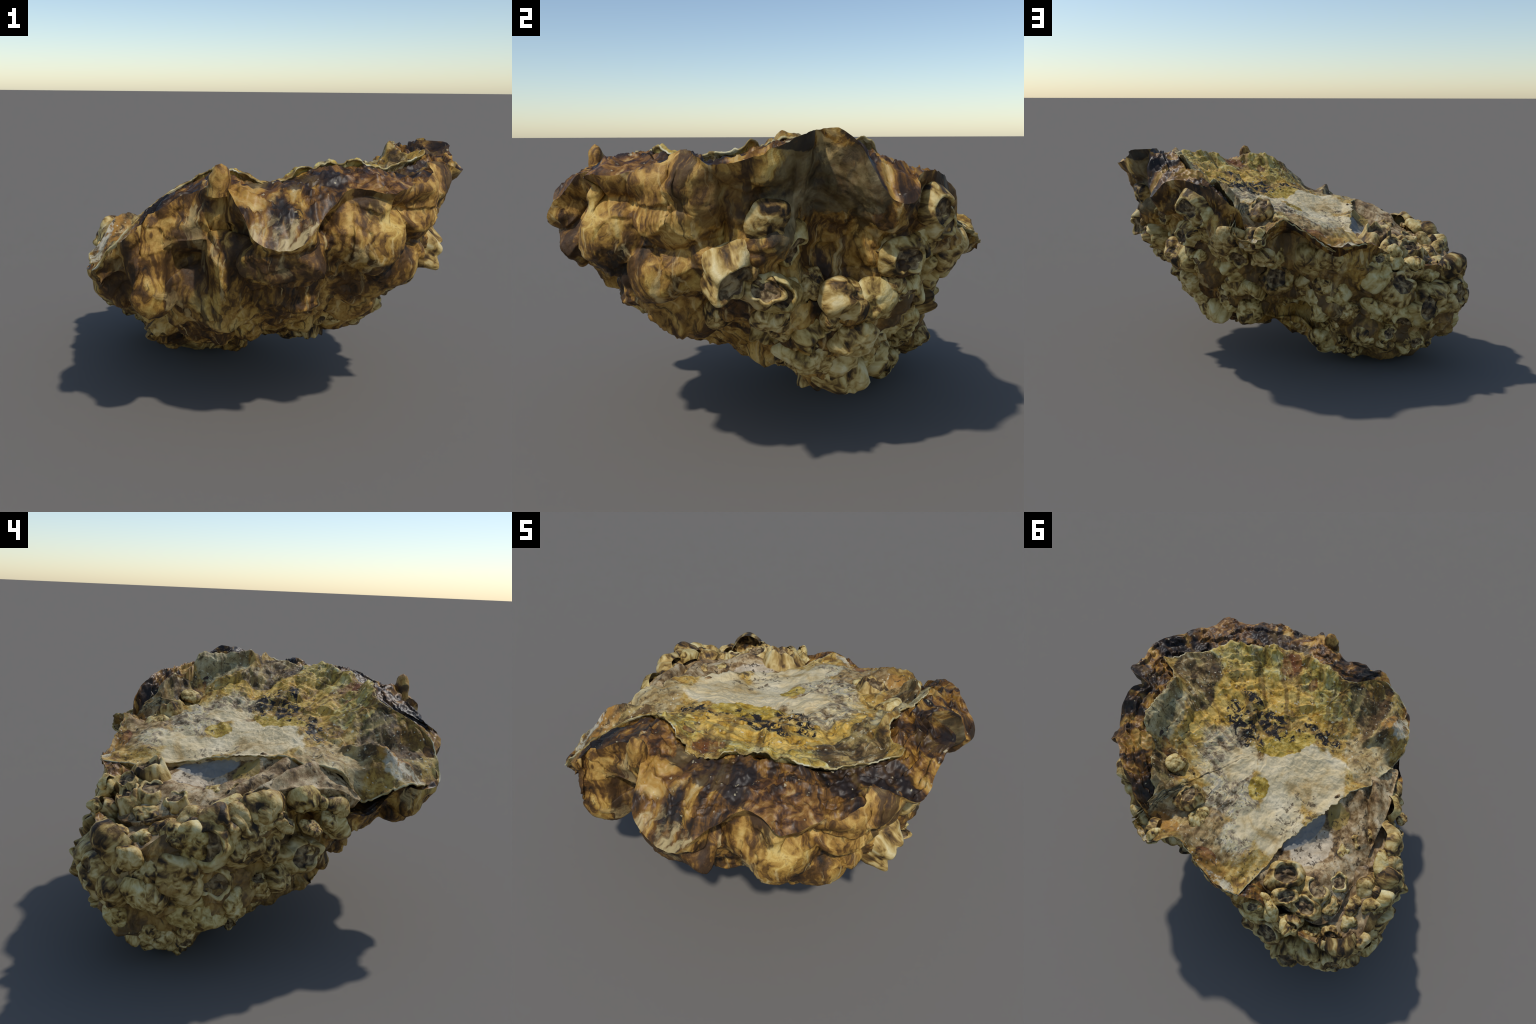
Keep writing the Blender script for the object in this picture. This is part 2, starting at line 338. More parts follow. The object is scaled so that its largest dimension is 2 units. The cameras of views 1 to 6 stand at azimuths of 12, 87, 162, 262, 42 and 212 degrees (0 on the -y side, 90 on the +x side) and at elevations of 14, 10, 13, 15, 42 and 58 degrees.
def make_plate():
    k = Nodes('bare_hinge_plate')
    P = k.pos
    f = k.math('ADD', k.math('MULTIPLY', k.noise(8, 7, 0.66, 0.9), 0.6), k.math('MULTIPLY', k.noise(22, 6, 0.66), 0.4))
    c = k.ramp(f, [(0.38, (0.040, 0.024, 0.011)), (0.46, (0.22, 0.13, 0.05)), (0.53, (0.44, 0.32, 0.165)), (0.63, (0.58, 0.48, 0.31))])
    pale = k.patch(P, (-0.42, 0.36), (0.09, 0.16), -20, 0.5)
    c = k.mix(k.both(pale, 0.9), c, k.ramp(f, [(0.38, (0.38, 0.30, 0.19)), (0.55, (0.60, 0.51, 0.37))]))
    olive = k.patch(P, (-0.46, 0.13), (0.07, 0.07), 0, 0.5)
    c = k.mix(k.both(olive, 0.8), c, (0.34, 0.23, 0.055))
    grey = k.patch(P, (-0.335, 0.30), (0.055, 0.17), -22, 0.12)
    c = k.mix(grey, c, k.ramp(k.noise(7, 4, 0.5), [(0.3, (0.20, 0.195, 0.17)), (0.7, (0.32, 0.31, 0.275))]))
    pit = k.step(k.noise(26, 6, 0.68, 0.6), 0.565, 0.61)
    c = k.mix(k.both(k.both(pit, 0.85), k.math('SUBTRACT', 1.0, grey)), c, (0.045, 0.027, 0.014))
    return k.finish(c, 0.6, k.noise(26, 6, 0.66), 0.45, 0.012)

def make_barnacle():
    k = Nodes('barnacle_shell')
    info = k.t.nodes.new('ShaderNodeObjectInfo')
    shift = k.vmath('ADD', k.pos, k.scaled(info.outputs['Location'], (9.0, 9.0, 9.0)))
    # streaks up the cone, blotches over everything
    streak = k.noise(1.5, 4, 0.5, 0.7, k.scaled(shift, (1.7, 1.7, 0.45)))
    blotch = k.noise(0.8, 3, 0.5, 0.6, shift)
    f = k.math('ADD', k.math('MULTIPLY', streak, 0.5), k.math('MULTIPLY', blotch, 0.5))
    f = k.math('ADD', f, k.math('MULTIPLY', k.math('SUBTRACT', info.outputs['Random'], 0.4), 0.06))
    c = k.ramp(f, [(0.385, (0.026, 0.016, 0.008)), (0.447, (0.15, 0.084, 0.025)), (0.497, (0.38, 0.245, 0.072)),
                   (0.562, (0.58, 0.43, 0.175)), (0.68, (0.71, 0.60, 0.34))])
    c = k.mix(k.both(k.step(info.outputs['Random'], 0.4, 0.9), 0.5), c, k.mix(1.0, c, (0.95, 0.99, 0.86), 'MULTIPLY'))
    return k.finish(c, 0.6, k.noise(5, 3, 0.5, 0.5, shift), 0.15, 0.05)

def make_opercle():
    k = Nodes('barnacle_mouth_plates')
    info = k.t.nodes.new('ShaderNodeObjectInfo')
    shift = k.vmath('ADD', k.pos, k.scaled(info.outputs['Location'], (9.0, 9.0, 9.0)))
    c = k.ramp(k.noise(2.4, 4, 0.55, 0.5, shift), [(0.36, (0.03, 0.018, 0.010)), (0.48, (0.13, 0.08, 0.034)), (0.64, (0.38, 0.28, 0.14))])
    return k.finish(c, 0.6, k.noise(6, 3, 0.5, 0, shift), 0.15, 0.05)

def make_margin():
    k = Nodes('pale_worn_margin')
    c = k.ramp(k.noise(9, 5, 0.6, 0.6), [(0.36, (0.10, 0.06, 0.02)), (0.47, (0.34, 0.24, 0.08)), (0.56, (0.52, 0.45, 0.24)), (0.68, (0.60, 0.56, 0.40))])
    return k.finish(c, 0.6, k.noise(30, 4, 0.6), 0.3, 0.01)

MAT_MARGIN = make_margin()
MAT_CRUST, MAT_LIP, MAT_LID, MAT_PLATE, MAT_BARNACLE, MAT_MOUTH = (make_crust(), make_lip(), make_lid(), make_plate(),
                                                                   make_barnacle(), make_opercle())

# ------------------------------------------------------------------ survey of the shell
# rim of the cupped (lower) valve, anticlockwise seen from above, starting at the +x side
RIM = [(0.863, -0.312, 1.197), (0.995, -0.231, 1.152), (0.962, -0.087, 1.191), (0.925, 0.069, 1.252), (0.801, 0.109, 1.256),
        (0.860, 0.195, 1.248), (0.877, 0.351, 1.038), (0.794, 0.445, 1.103), (0.676, 0.560, 1.104), (0.565, 0.636, 1.052),
        (0.475, 0.699, 0.963), (0.449, 0.711, 0.874), (0.423, 0.791, 0.821), (0.337, 0.748, 0.854), (0.242, 0.728, 0.915),
        (0.127, 0.756, 0.844), (-0.002, 0.808, 0.774), (-0.103, 0.816, 0.776), (-0.189, 0.807, 0.789), (-0.255, 0.783, 0.768),
        (-0.322, 0.768, 0.724), (-0.475, 0.803, 0.640), (-0.648, 0.790, 0.622), (-0.778, 0.735, 0.566), (-0.862, 0.643, 0.550),
        (-0.862, 0.474, 0.654), (-0.887, 0.286, 0.673), (-0.824, 0.098, 0.696), (-0.732, -0.012, 0.714), (-0.682, -0.191, 0.702),
        (-0.680, -0.330, 0.665), (-0.615, -0.426, 0.645), (-0.558, -0.551, 0.742), (-0.505, -0.780, 0.749), (-0.418, -0.795, 0.836),
        (-0.273, -0.755, 0.948), (-0.179, -0.778, 1.030), (-0.080, -0.715, 1.080), (0.038, -0.724, 1.112), (0.055, -0.735, 1.132),
        (0.174, -0.882, 1.027), (0.223, -0.895, 0.945), (0.358, -0.892, 0.903), (0.457, -0.828, 0.996), (0.504, -0.753, 1.077),
        (0.559, -0.679, 1.115), (0.654, -0.677, 1.102), (0.737, -0.663, 1.108), (0.790, -0.525, 1.107), (0.823, -0.398, 1.173)]
# radius of the cup in 24 directions (every 15 degrees from +x), from foot to just under the rim
LEVELS = [0.0, 0.03, 0.09, 0.18, 0.3, 0.43, 0.56, 0.7, 0.85, 1.0]
CUP = [(0.24, 0.28, 0.52, 0.69, 0.69, 0.80, 0.74, 0.84),
        (0.21, 0.33, 0.38, 0.60, 0.62, 0.72, 0.66, 0.84),
        (0.22, 0.31, 0.39, 0.54, 0.63, 0.72, 0.81, 0.83),
        (0.23, 0.30, 0.38, 0.35, 0.53, 0.69, 0.81, 0.88),
        (0.22, 0.30, 0.36, 0.31, 0.45, 0.63, 0.57, 0.76),
        (0.21, 0.26, 0.33, 0.36, 0.46, 0.56, 0.63, 0.67),
        (0.22, 0.30, 0.40, 0.48, 0.58, 0.63, 0.65, 0.69),
        (0.21, 0.32, 0.48, 0.58, 0.59, 0.69, 0.75, 0.76),
        (0.20, 0.31, 0.44, 0.61, 0.76, 0.85, 0.92, 0.83),
        (0.24, 0.37, 0.44, 0.66, 0.79, 0.88, 0.97, 0.91),
        (0.23, 0.37, 0.47, 0.68, 0.75, 0.86, 1.04, 1.02),
        (0.16, 0.29, 0.45, 0.65, 0.73, 0.80, 0.83, 0.89),
        (0.09, 0.19, 0.36, 0.47, 0.68, 0.75, 0.74, 0.76),
        (0.11, 0.17, 0.28, 0.36, 0.49, 0.65, 0.69, 0.60),
        (0.09, 0.14, 0.28, 0.34, 0.44, 0.55, 0.64, 0.75),
        (0.12, 0.17, 0.30, 0.34, 0.46, 0.53, 0.62, 0.72),
        (0.12, 0.16, 0.28, 0.50, 0.49, 0.53, 0.74, 0.87),
        (0.12, 0.21, 0.38, 0.44, 0.51, 0.66, 0.83, 0.85),
        (0.12, 0.22, 0.33, 0.44, 0.64, 0.70, 0.77, 0.88),
        (0.12, 0.22, 0.34, 0.43, 0.53, 0.62, 0.75, 0.85),
        (0.14, 0.22, 0.34, 0.41, 0.50, 0.74, 0.75, 0.90),
        (0.15, 0.23, 0.34, 0.43, 0.53, 0.71, 0.80, 0.94),
        (0.19, 0.38, 0.31, 0.44, 0.60, 0.76, 0.90, 0.93),
        (0.24, 0.26, 0.39, 0.52, 0.63, 0.80, 0.90, 0.89)]
# edge of the flat (upper) valve
LID_EDGE = [(0.832, -0.105, 1.228), (0.735, -0.056, 1.216), (0.689, 0.072, 1.198), (0.698, 0.182, 1.209), (0.673, 0.312, 1.203),
        (0.600, 0.360, 1.080), (0.559, 0.442, 1.070), (0.460, 0.620, 0.965), (0.541, 0.730, 0.881), (0.425, 0.801, 0.813),
        (0.323, 0.791, 0.900), (0.243, 0.740, 0.918), (0.130, 0.756, 0.849), (-0.013, 0.807, 0.748), (-0.107, 0.814, 0.772),
        (-0.196, 0.816, 0.782), (-0.220, 0.720, 0.775), (-0.240, 0.620, 0.775), (-0.271, 0.442, 0.790), (-0.330, 0.300, 0.825),
        (-0.395, 0.170, 0.860), (-0.474, -0.007, 0.888), (-0.555, -0.126, 0.866), (-0.593, -0.280, 0.835), (-0.591, -0.396, 0.701),
        (-0.598, -0.557, 0.774), (-0.485, -0.768, 0.757), (-0.412, -0.799, 0.853), (-0.300, -0.770, 0.965), (-0.231, -0.629, 1.042),
        (-0.149, -0.565, 1.108), (-0.064, -0.563, 1.161), (0.021, -0.568, 1.165), (0.099, -0.588, 1.142), (0.195, -0.596, 1.106),
        (0.294, -0.565, 1.135), (0.332, -0.532, 1.179), (0.441, -0.472, 1.178), (0.542, -0.434, 1.204), (0.641, -0.345, 1.161),
        (0.700, -0.279, 1.174), (0.779, -0.181, 1.193)]
LID_POINTS = [(-0.16, 0.057, 0.911), (0.191, -0.095, 0.99), (0.344, -0.143, 1.065), (-0.04, -0.14, 0.955), (0.48, -0.13, 1.08), (0.546, -0.004, 1.114),
              (0.311, 0.489, 0.945), (0.003, 0.25, 0.895), (-0.022, 0.494, 0.90), (-0.142, -0.159, 0.949),
              (0.008, 0.011, 0.93), (0.283, -0.322, 1.099), (0.161, -0.472, 1.09), (-0.038, -0.343, 1.045),
              (-0.435, -0.377, 0.900), (-0.398, -0.613, 0.91), (-0.259, -0.309, 0.93), (0.571, 0.301, 1.061),
              (0.388, 0.331, 0.993), (0.356, 0.612, 0.89), (0.058, 0.652, 0.885), (0.185, 0.379, 0.955),
              (0.66, -0.133, 1.165), (0.74, -0.19, 1.205), (0.513, 0.18, 1.07), (-0.171, -0.53, 1.086), (-0.05, 0.72, 0.82),
              (-0.15, 0.60, 0.855), (-0.30, -0.50, 0.955), (-0.2, 0.3, 0.85), (-0.483, -0.474, 0.91), (-0.54, -0.44, 0.855),
              (-0.46, -0.22, 0.915), (0.45, -0.30, 1.13), (0.50, -0.15, 1.11)]
# how far the inner face of the cup reaches in under the lid
GAP_LINE = [(0.77, -0.12, 1.16), (0.70, 0.05, 1.20), (0.68, 0.22, 1.20), (0.52, 0.42, 1.07), (0.40, 0.58, 0.90), (0.35, 0.70, 0.81),
            (0.2, 0.68, 0.86), (0.0, 0.74, 0.77), (-0.15, 0.75, 0.76), (-0.26, 0.70, 0.75), (-0.387, 0.69, 0.62), (-0.55, 0.68, 0.60),
            (-0.65, 0.655, 0.60), (-0.685, 0.52, 0.635), (-0.685, 0.42, 0.665), (-0.72, 0.30, 0.715), (-0.68, 0.19, 0.735),
            (-0.67, -0.03, 0.74), (-0.61, -0.25, 0.68), (-0.58, -0.38, 0.65), (-0.52, -0.52, 0.71), (-0.46, -0.64, 0.76),
            (-0.34, -0.63, 0.89), (-0.2, -0.54, 1.03), (-0.1, -0.5, 1.09), (0.0, -0.50, 1.14), (0.19, -0.53, 1.11),
            (0.31, -0.47, 1.15), (0.50, -0.38, 1.17), (0.62, -0.30, 1.13)]
# small old plate left bare at the hinge, where the lid is broken away
PLATE_EDGE = [(-0.22, 0.66, 0.755), (-0.30, 0.685, 0.71), (-0.387, 0.704, 0.645), (-0.53, 0.71, 0.63), (-0.65, 0.69, 0.635), (-0.70, 0.60, 0.65), (-0.70, 0.47, 0.67),
              (-0.725, 0.34, 0.685), (-0.71, 0.19, 0.75), (-0.70, -0.03, 0.79), (-0.66, -0.22, 0.785), (-0.62, -0.37, 0.715),
              (-0.555, -0.25, 0.835), (-0.51, -0.12, 0.86), (-0.43, 0.0, 0.86), (-0.34, 0.2, 0.835), (-0.25, 0.42, 0.775), (-0.20, 0.55, 0.765)]
PLATE_POINTS = [(-0.33, 0.45, 0.755), (-0.43, 0.30, 0.725), (-0.50, 0.12, 0.775), (-0.55, 0.30, 0.75), (-0.60, 0.45, 0.745), (-0.45, 0.58, 0.735),
                (-0.57, -0.05, 0.845), (-0.63, 0.10, 0.785), (-0.62, -0.14, 0.815)]

HUB = (0.0, 0.03)
N = 900
ANG = np.arange(N) * 2 * np.pi / N
COS, SIN = np.cos(ANG), np.sin(ANG)

rim_curve = closed_curve(RIM)
rim_r, rim_z = by_azimuth(rim_curve, HUB, ANG)
ring_pts = np.stack([COS, SIN, np.zeros(N)], -1)
ruffle = np.interp(ANG, np.radians([0, 60, 95, 225, 260, 360]), [1, 1, .4, .4, 1, 1])
rim_r = rim_r + ruffle * (0.012 * fbm(ring_pts, 7, 4, 3.3) + 0.006 * np.sin(ANG * 31))
rim_z = rim_z + ruffle * 0.018 * fbm(ring_pts, 8, 4, 7.7)
soft_r, soft_z = blur_ring(rim_r, N * 14 / 360), blur_ring(rim_z, N * 14 / 360)

root = bpy.data.objects.new('oyster_shell', None)
bpy.context.scene.collection.objects.link(root)
root['label'] = 'closed rugged oyster shell with frilled edge and barnacles'
root['category'] = 'oyster shell'

# ------------------------------------------------------------------ lower valve, outer wall
M = 230
s_lin = np.linspace(0, 1, M)
rows = periodic_rows(CUP, ANG)                       # N x 8
cup_r = np.empty((M, N)); 
for j in range(N):
    lv = np.concatenate([[0.0], rows[j], [soft_r[j]]])
    cup_r[:, j] = np.interp(s_lin, LEVELS, lv)
# soften the corners of the level interpolation
for _ in range(5):
    cup_r[1:-1] = 0.25 * cup_r[:-2] + 0.5 * cup_r[1:-1] + 0.25 * cup_r[2:]
W = np.empty((M, N, 3))
for i, s in enumerate(s_lin):
    z = s * soft_z
    t = smoothstep(0, 0.55, z)
    cx = -0.40 * (1 - t) + HUB[0] * t; cy = 0.36 * (1 - t) + HUB[1] * t
    W[i, :, 0] = cx + cup_r[i] * COS
    W[i, :, 1] = cy + cup_r[i] * SIN
    W[i, :, 2] = z
follow = smoothstep(0.6, 1.0, s_lin) ** 1.3          # rim frills run down the wall and fade
dr, dz = rim_r - soft_r, rim_z - soft_z
W[:, :, 0] += follow[:, None] * dr * COS
W[:, :, 1] += follow[:, None] * dr * SIN
W[:, :, 2] += follow[:, None] * dz

# pleats, lobes and hollows of the wall: (x, y, z, radius, height)
# each pleat is a rib between two points: (start, end, radius, height)
PLEATS = [((0.87, -0.36, 1.04), (0.86, -0.39, 1.02), 0.16, 0.125),          # round knob under the rim
          ((0.80, -0.58, 0.93), (0.76, -0.58, 0.86), 0.10, 0.05),
          ((0.62, -0.64, 0.93), (0.66, -0.61, 0.88), 0.15, 0.09),          # broad dome
          ((0.70, -0.44, 0.74), (0.64, -0.42, 0.64), 0.14, 0.08),
          ((0.87, -0.03, 0.87), (0.88, 0.02, 0.88), 0.11, 0.10),
          ((0.63, -0.36, 0.58), (0.55, -0.34, 0.52), 0.12, 0.08),
          ((0.45, 0.23, 0.30), (0.62, 0.24, 0.50), 0.14, 0.02),            # keel under the broad end
          ((0.62, 0.24, 0.50), (0.86, 0.28, 0.80), 0.12, 0.05),
          ((-0.29, -0.78, 0.95), (-0.24, -0.73, 0.60), 0.09, 0.095),      # long rib left of the channel
          ((0.05, -0.74, 0.88), (0.07, -0.71, 0.62), 0.08, 0.08),
          ((-0.50, -0.70, 0.72), (-0.46, -0.60, 0.56), 0.08, 0.05),
          ((0.90, 0.47, 1.03), (0.84, 0.45, 0.95), 0.11, 0.06), ((0.95, 0.22, 1.18), (0.90, 0.23, 0.90), 0.08, 0.05),
          ((0.20, -0.81, 0.84), (0.46, -0.78, 0.80), 0.08, 0.06)]
HOLLOWS = [(0.80, 0.17, 0.88, 0.24, 0.07), (0.55, -0.12, 0.42, 0.28, 0.09), (0.10, 0.66, 0.50, 0.16, 0.08),
           (-0.10, -0.71, 0.77, 0.16, 0.22), (-0.42, -0.69, 0.73, 0.13, 0.18), (0.14, -0.79, 0.93, 0.09, 0.11),
           (0.34, -0.82, 0.855, 0.09, 0.06), (0.48, -0.74, 0.98, 0.09, 0.06), (0.78, -0.48, 1.03, 0.08, 0.06),
           (0.90, -0.22, 0.91, 0.10, 0.09), (0.76, -0.68, 1.03, 0.09, 0.09), (0.62, -0.70, 1.05, 0.10, 0.05), (0.72, -0.70, 0.97, 0.10, 0.05),
           (0.72, 0.55, 0.83, 0.14, 0.10), (0.62, 0.59, 0.70, 0.14, 0.10), (0.49, 0.55, 0.52, 0.15, 0.10), (0.76, 0.38, 0.85, 0.10, 0.05),
           (0.06, 0.52, 0.30, 0.17, 0.16), (0.02, 0.60, 0.20, 0.10, 0.07), (0.93, 0.22, 1.17, 0.10, 0.05), (0.80, 0.05, 0.74, 0.09, 0.05), (0.96, -0.27, 1.06, 0.06, 0.05),
           (0.71, -0.37, 0.62, 0.11, 0.09), (0.63, -0.71, 0.98, 0.09, 0.04), (0.01, -0.79, 0.92, 0.10, 0.10), (-0.77, -0.07, 0.52, 0.10, 0.05),
           (-0.63, 0.84, 0.25, 0.13, 0.06), (-0.91, 0.60, 0.18, 0.13, 0.06), (-0.82, -0.14, 0.62, 0.09, 0.04),
           (0.68, -0.28, 0.60, 0.10, 0.07), (0.88, -0.40, 0.99, 0.07, 0.05), (0.95, -0.27, 1.09, 0.06, 0.03), (0.60, -0.70, 0.98, 0.09, 0.03),
           (0.78, 0.16, 0.70, 0.09, 0.05), (0.51, 0.63, 0.69, 0.10, 0.06), (0.63, 0.55, 0.77, 0.10, 0.05), (0.08, 0.76, 0.69, 0.12, 0.06),
           (0.36, 0.73, 0.73, 0.09, 0.05), (0.54, 0.35, 0.33, 0.10, 0.05), (0.13, 0.31, 0.20, 0.10, 0.07), (-0.64, 0.80, 0.23, 0.10, 0.05),
           (-0.91, 0.52, 0.17, 0.11, 0.06), (-0.75, -0.14, 0.45, 0.10, 0.05), (-0.86, 0.08, 0.43, 0.10, 0.05), (0.90, -0.09, 0.85, 0.07, 0.04),
           (0.02, -0.77, 0.90, 0.09, 0.06)]
SWELLS = [(-0.12, 0.63, 0.22, 0.15, 0.07), (-0.24, 0.75, 0.25, 0.13, 0.05), (-0.16, 0.74, 0.66, 0.14, 0.07), (-0.24, 0.82, 0.62, 0.10, 0.04),
          (-0.79, 0.75, 0.46, 0.13, 0.07), (-0.61, 0.61, 0.06, 0.10, 0.03), (0.44, -0.79, 0.84, 0.09, 0.06), (0.88, -0.14, 1.06, 0.06, 0.05),
          (-0.54, -0.63, 0.67, 0.10, 0.04), (0.0, 0.67, 0.43, 0.11, 0.06), (0.89, -0.05, 1.12, 0.10, 0.04)]
SMOOTH = [(0.88, 0.14, 0.98, 0.28), (0.62, -0.66, 0.97, 0.20), (0.87, -0.36, 1.04, 0.15), (0.33, -0.84, 0.86, 0.14), (-0.27, -0.76, 0.78, 0.22),
          (0.06, -0.72, 0.82, 0.24), (-0.12, -0.72, 0.78, 0.25), (-0.42, -0.70, 0.74, 0.16), (0.80, -0.60, 0.92, 0.15), (0.55, -0.14, 0.42, 0.24), (0.72, -0.5, 0.8, 0.2)]

nrm = grid_normals(W)
flat = W.reshape(-1, 3); nf = nrm.reshape(-1, 3)
out = np.zeros(len(flat))
for p0, p1, r, h in PLEATS:
    p0, p1 = np.array(p0), np.array(p1); ax = p1 - p0
    t = np.clip(((flat - p0) @ ax) / (ax @ ax), 0, 1)[:, None]
    d = np.linalg.norm(flat - (p0 + t * ax), axis=1) / r
    out = np.maximum(out, h * np.clip(1 - d * d, 0, 1) ** 0.7)
for x, y, z, r, h in HOLLOWS:
    d = np.linalg.norm(flat - (x, y, z), axis=1) / r
    out -= h * np.exp(-(d * 1.6) ** 2)
for x, y, z, r, h in SWELLS:
    d = np.linalg.norm(flat - (x, y, z), axis=1) / r
    out += h * np.exp(-(d * 1.4) ** 2)
s_flat = s_flat_ = np.repeat(s_lin, N)
# the frilled margin overhangs the wall
undercut = np.exp(-((s_flat_ - 0.89) / 0.06) ** 2) * np.tile(np.interp(ANG, np.radians([0, 20, 45, 60, 100, 125, 225, 250, 360]), [.4, 0, .2, .7, .7, 0, 0, .6, .8]), M)
out -= 0.04 * undercut
edge_fade = 1 - smoothstep(0.9, 1.0, s_flat)
foot_fade = smoothstep(0.0, 0.1, s_flat) * 0.7 + 0.3
rough = np.ones(len(flat))
for x, y, z, r in SMOOTH:
    rough = np.minimum(rough, 0.12 + 0.88 * smoothstep(0.5, 1.0, np.linalg.norm(flat - (x, y, z), axis=1) / r))
lump = np.clip(0.8 - cells(flat, 6.5, 3.1), 0, 1) ** 0.8
knob = np.clip(0.8 - cells(flat, 13.0, 9.4), 0, 1)
big = fbm(flat, 5, 3, 6.0)
# overlapping growth lamellae: each ledge is proudest at its lower edge
front = np.tile(np.interp(ANG, np.radians([0, 40, 130, 190, 230, 330, 360]), [.5, .4, .3, .4, 1, 1, .5]), M)
ledge = 1 - np.mod(flat[:, 2] * 8.5 + 0.9 * big + 0.12 * fbm(flat, 14, 2, 3.0), 1.0)
ledge = ledge ** 1.5 * smoothstep(0.0, 0.12, 1 - ledge)
out += edge_fade * foot_fade * (rough * (0.060 * (lump - 0.40) + 0.022 * (knob - 0.4)) + 0.024 * (0.4 + 0.6 * rough) * front * (ledge - 0.4)
                                + 0.010 * fbm(flat, 16, 4, 1.0))

# ---- barnacles crusting the wall: (x, y, z, radius) for each of the larger ones
HINGE_END = [(-0.35, 0.81, 0.69, 0.036), (-0.53, 0.83, 0.62, 0.034), (-0.81, 0.76, 0.56, 0.078), (-0.89, 0.65, 0.51, 0.056), (-0.87, 0.55, 0.49, 0.051), (-0.91, 0.47, 0.65, 0.050), 
        (-0.97, 0.32, 0.61, 0.084), (-0.95, 0.42, 0.48, 0.071), (-0.92, 0.28, 0.44, 0.062), (-0.86, 0.09, 0.67, 0.073), (-0.92, 0.17, 0.57, 0.036), (-0.90, 0.13, 0.53, 0.057), 
        (-0.82, 0.02, 0.52, 0.048), (-0.76, -0.11, 0.49, 0.066), (-0.80, -0.14, 0.64, 0.054), (-0.85, -0.04, 0.72, 0.057), (-0.93, 0.63, 0.37, 0.046), (-0.94, 0.55, 0.36, 0.056), 
        (-0.92, 0.44, 0.34, 0.062), (-0.92, 0.33, 0.32, 0.057), (-0.89, 0.52, 0.22, 0.042), (-0.90, 0.59, 0.20, 0.037), (-0.85, 0.74, 0.37, 0.057), (-0.79, 0.80, 0.46, 0.058), 
        (-0.94, 0.25, 0.71, 0.060), (-0.89, 0.17, 0.74, 0.046), (-0.86, 0.37, 0.68, 0.036), (-0.83, 0.71, 0.28, 0.042), (-0.67, -0.23, 0.67, 0.050), (-0.87, 0.20, 0.33, 0.037), 
        (-0.82, -0.02, 0.43, 0.038), (-0.83, 0.06, 0.40, 0.032), (-0.72, -0.18, 0.52, 0.033), (-0.85, 0.42, 0.20, 0.032), (-0.73, 0.82, 0.61, 0.037), (-0.67, -0.16, 0.69, 0.039), 
        (-0.85, 0.11, 0.45, 0.037), (-0.72, -0.20, 0.57, 0.045), (-0.82, -0.06, 0.62, 0.037)]
FAR_SIDE = [(0.55, 0.23, 0.37, 0.068), (0.46, 0.48, 0.45, 0.064), (0.35, 0.54, 0.44, 0.064), (0.24, 0.64, 0.68, 0.062), (0.25, 0.62, 0.57, 0.073), (0.63, 0.54, 0.78, 0.082), 
        (0.52, 0.50, 0.59, 0.084), (0.73, 0.44, 0.81, 0.052), (0.71, 0.32, 0.65, 0.065), (0.46, 0.60, 0.74, 0.061), (-0.29, 0.79, 0.60, 0.063), (-0.49, 0.81, 0.62, 0.063), 
        (-0.98, 0.37, 0.63, 0.061), (-0.24, 0.73, 0.24, 0.049), (-0.14, 0.72, 0.38, 0.043), (-0.01, 0.65, 0.37, 0.054), (0.07, 0.64, 0.38, 0.043), (-0.09, 0.70, 0.49, 0.053), 
        (-0.34, 0.79, 0.42, 0.053), (-0.44, 0.83, 0.33, 0.053), (-0.54, 0.85, 0.42, 0.064), (-0.68, 0.82, 0.44, 0.075), (-0.64, 0.82, 0.27, 0.054), (-0.48, 0.78, 0.19, 0.049), 
        (-0.35, 0.76, 0.16, 0.043), (-0.22, 0.62, 0.13, 0.044), (-0.06, 0.66, 0.23, 0.043), (0.14, 0.59, 0.31, 0.054), (-0.51, 0.81, 0.20, 0.043), (0.07, 0.68, 0.66, 0.073), 
        (-0.01, 0.75, 0.67, 0.062), (0.07, 0.59, 0.50, 0.064), (0.37, 0.77, 0.85, 0.049), (0.52, 0.61, 0.83, 0.060), (0.67, 0.54, 0.90, 0.061), (0.46, 0.28, 0.31, 0.051), 
        (0.35, 0.45, 0.34, 0.049), (-0.36, 0.78, 0.25, 0.043), (-0.27, 0.76, 0.37, 0.048), (-0.00, 0.56, 0.24, 0.044), (-0.39, 0.83, 0.52, 0.063), (-0.55, 0.83, 0.51, 0.053), 
        (-0.75, 0.82, 0.46, 0.065)]
BROAD_END = [(0.83, 0.05, 0.85, 0.056), (0.79, -0.04, 0.72, 0.058), (0.90, -0.04, 0.94, 0.063), (0.81, -0.39, 0.76, 0.044), (0.78, -0.32, 0.77, 0.030), (0.83, -0.18, 0.82, 0.059), 
        (0.75, 0.05, 0.71, 0.046), (0.73, 0.24, 0.68, 0.062), (0.67, 0.39, 0.70, 0.040), (0.74, 0.38, 0.83, 0.046), (0.67, 0.27, 0.51, 0.048), (0.67, 0.13, 0.52, 0.048), 
        (0.52, 0.25, 0.33, 0.095), (0.46, 0.34, 0.36, 0.044), (0.75, -0.04, 0.63, 0.046), (0.66, 0.53, 0.98, 0.063), (0.41, 0.70, 0.82, 0.061), (0.64, 0.57, 0.92, 0.048), 
        (0.53, 0.61, 0.73, 0.051), (0.72, 0.48, 0.84, 0.039), (-0.39, 0.81, 0.34, 0.047), (0.65, 0.46, 0.68, 0.040), (0.50, 0.41, 0.41, 0.043), (0.60, 0.07, 0.41, 0.050), 
        (0.48, -0.04, 0.47, 0.052), (0.65, 0.36, 0.59, 0.041), (0.76, 0.15, 0.76, 0.038), (0.83, -0.08, 0.74, 0.044), (0.42, 0.52, 0.46, 0.040), (-0.06, 0.56, 0.15, 0.048), 
        (0.70, 0.00, 0.57, 0.035), (0.70, 0.19, 0.60, 0.039)]
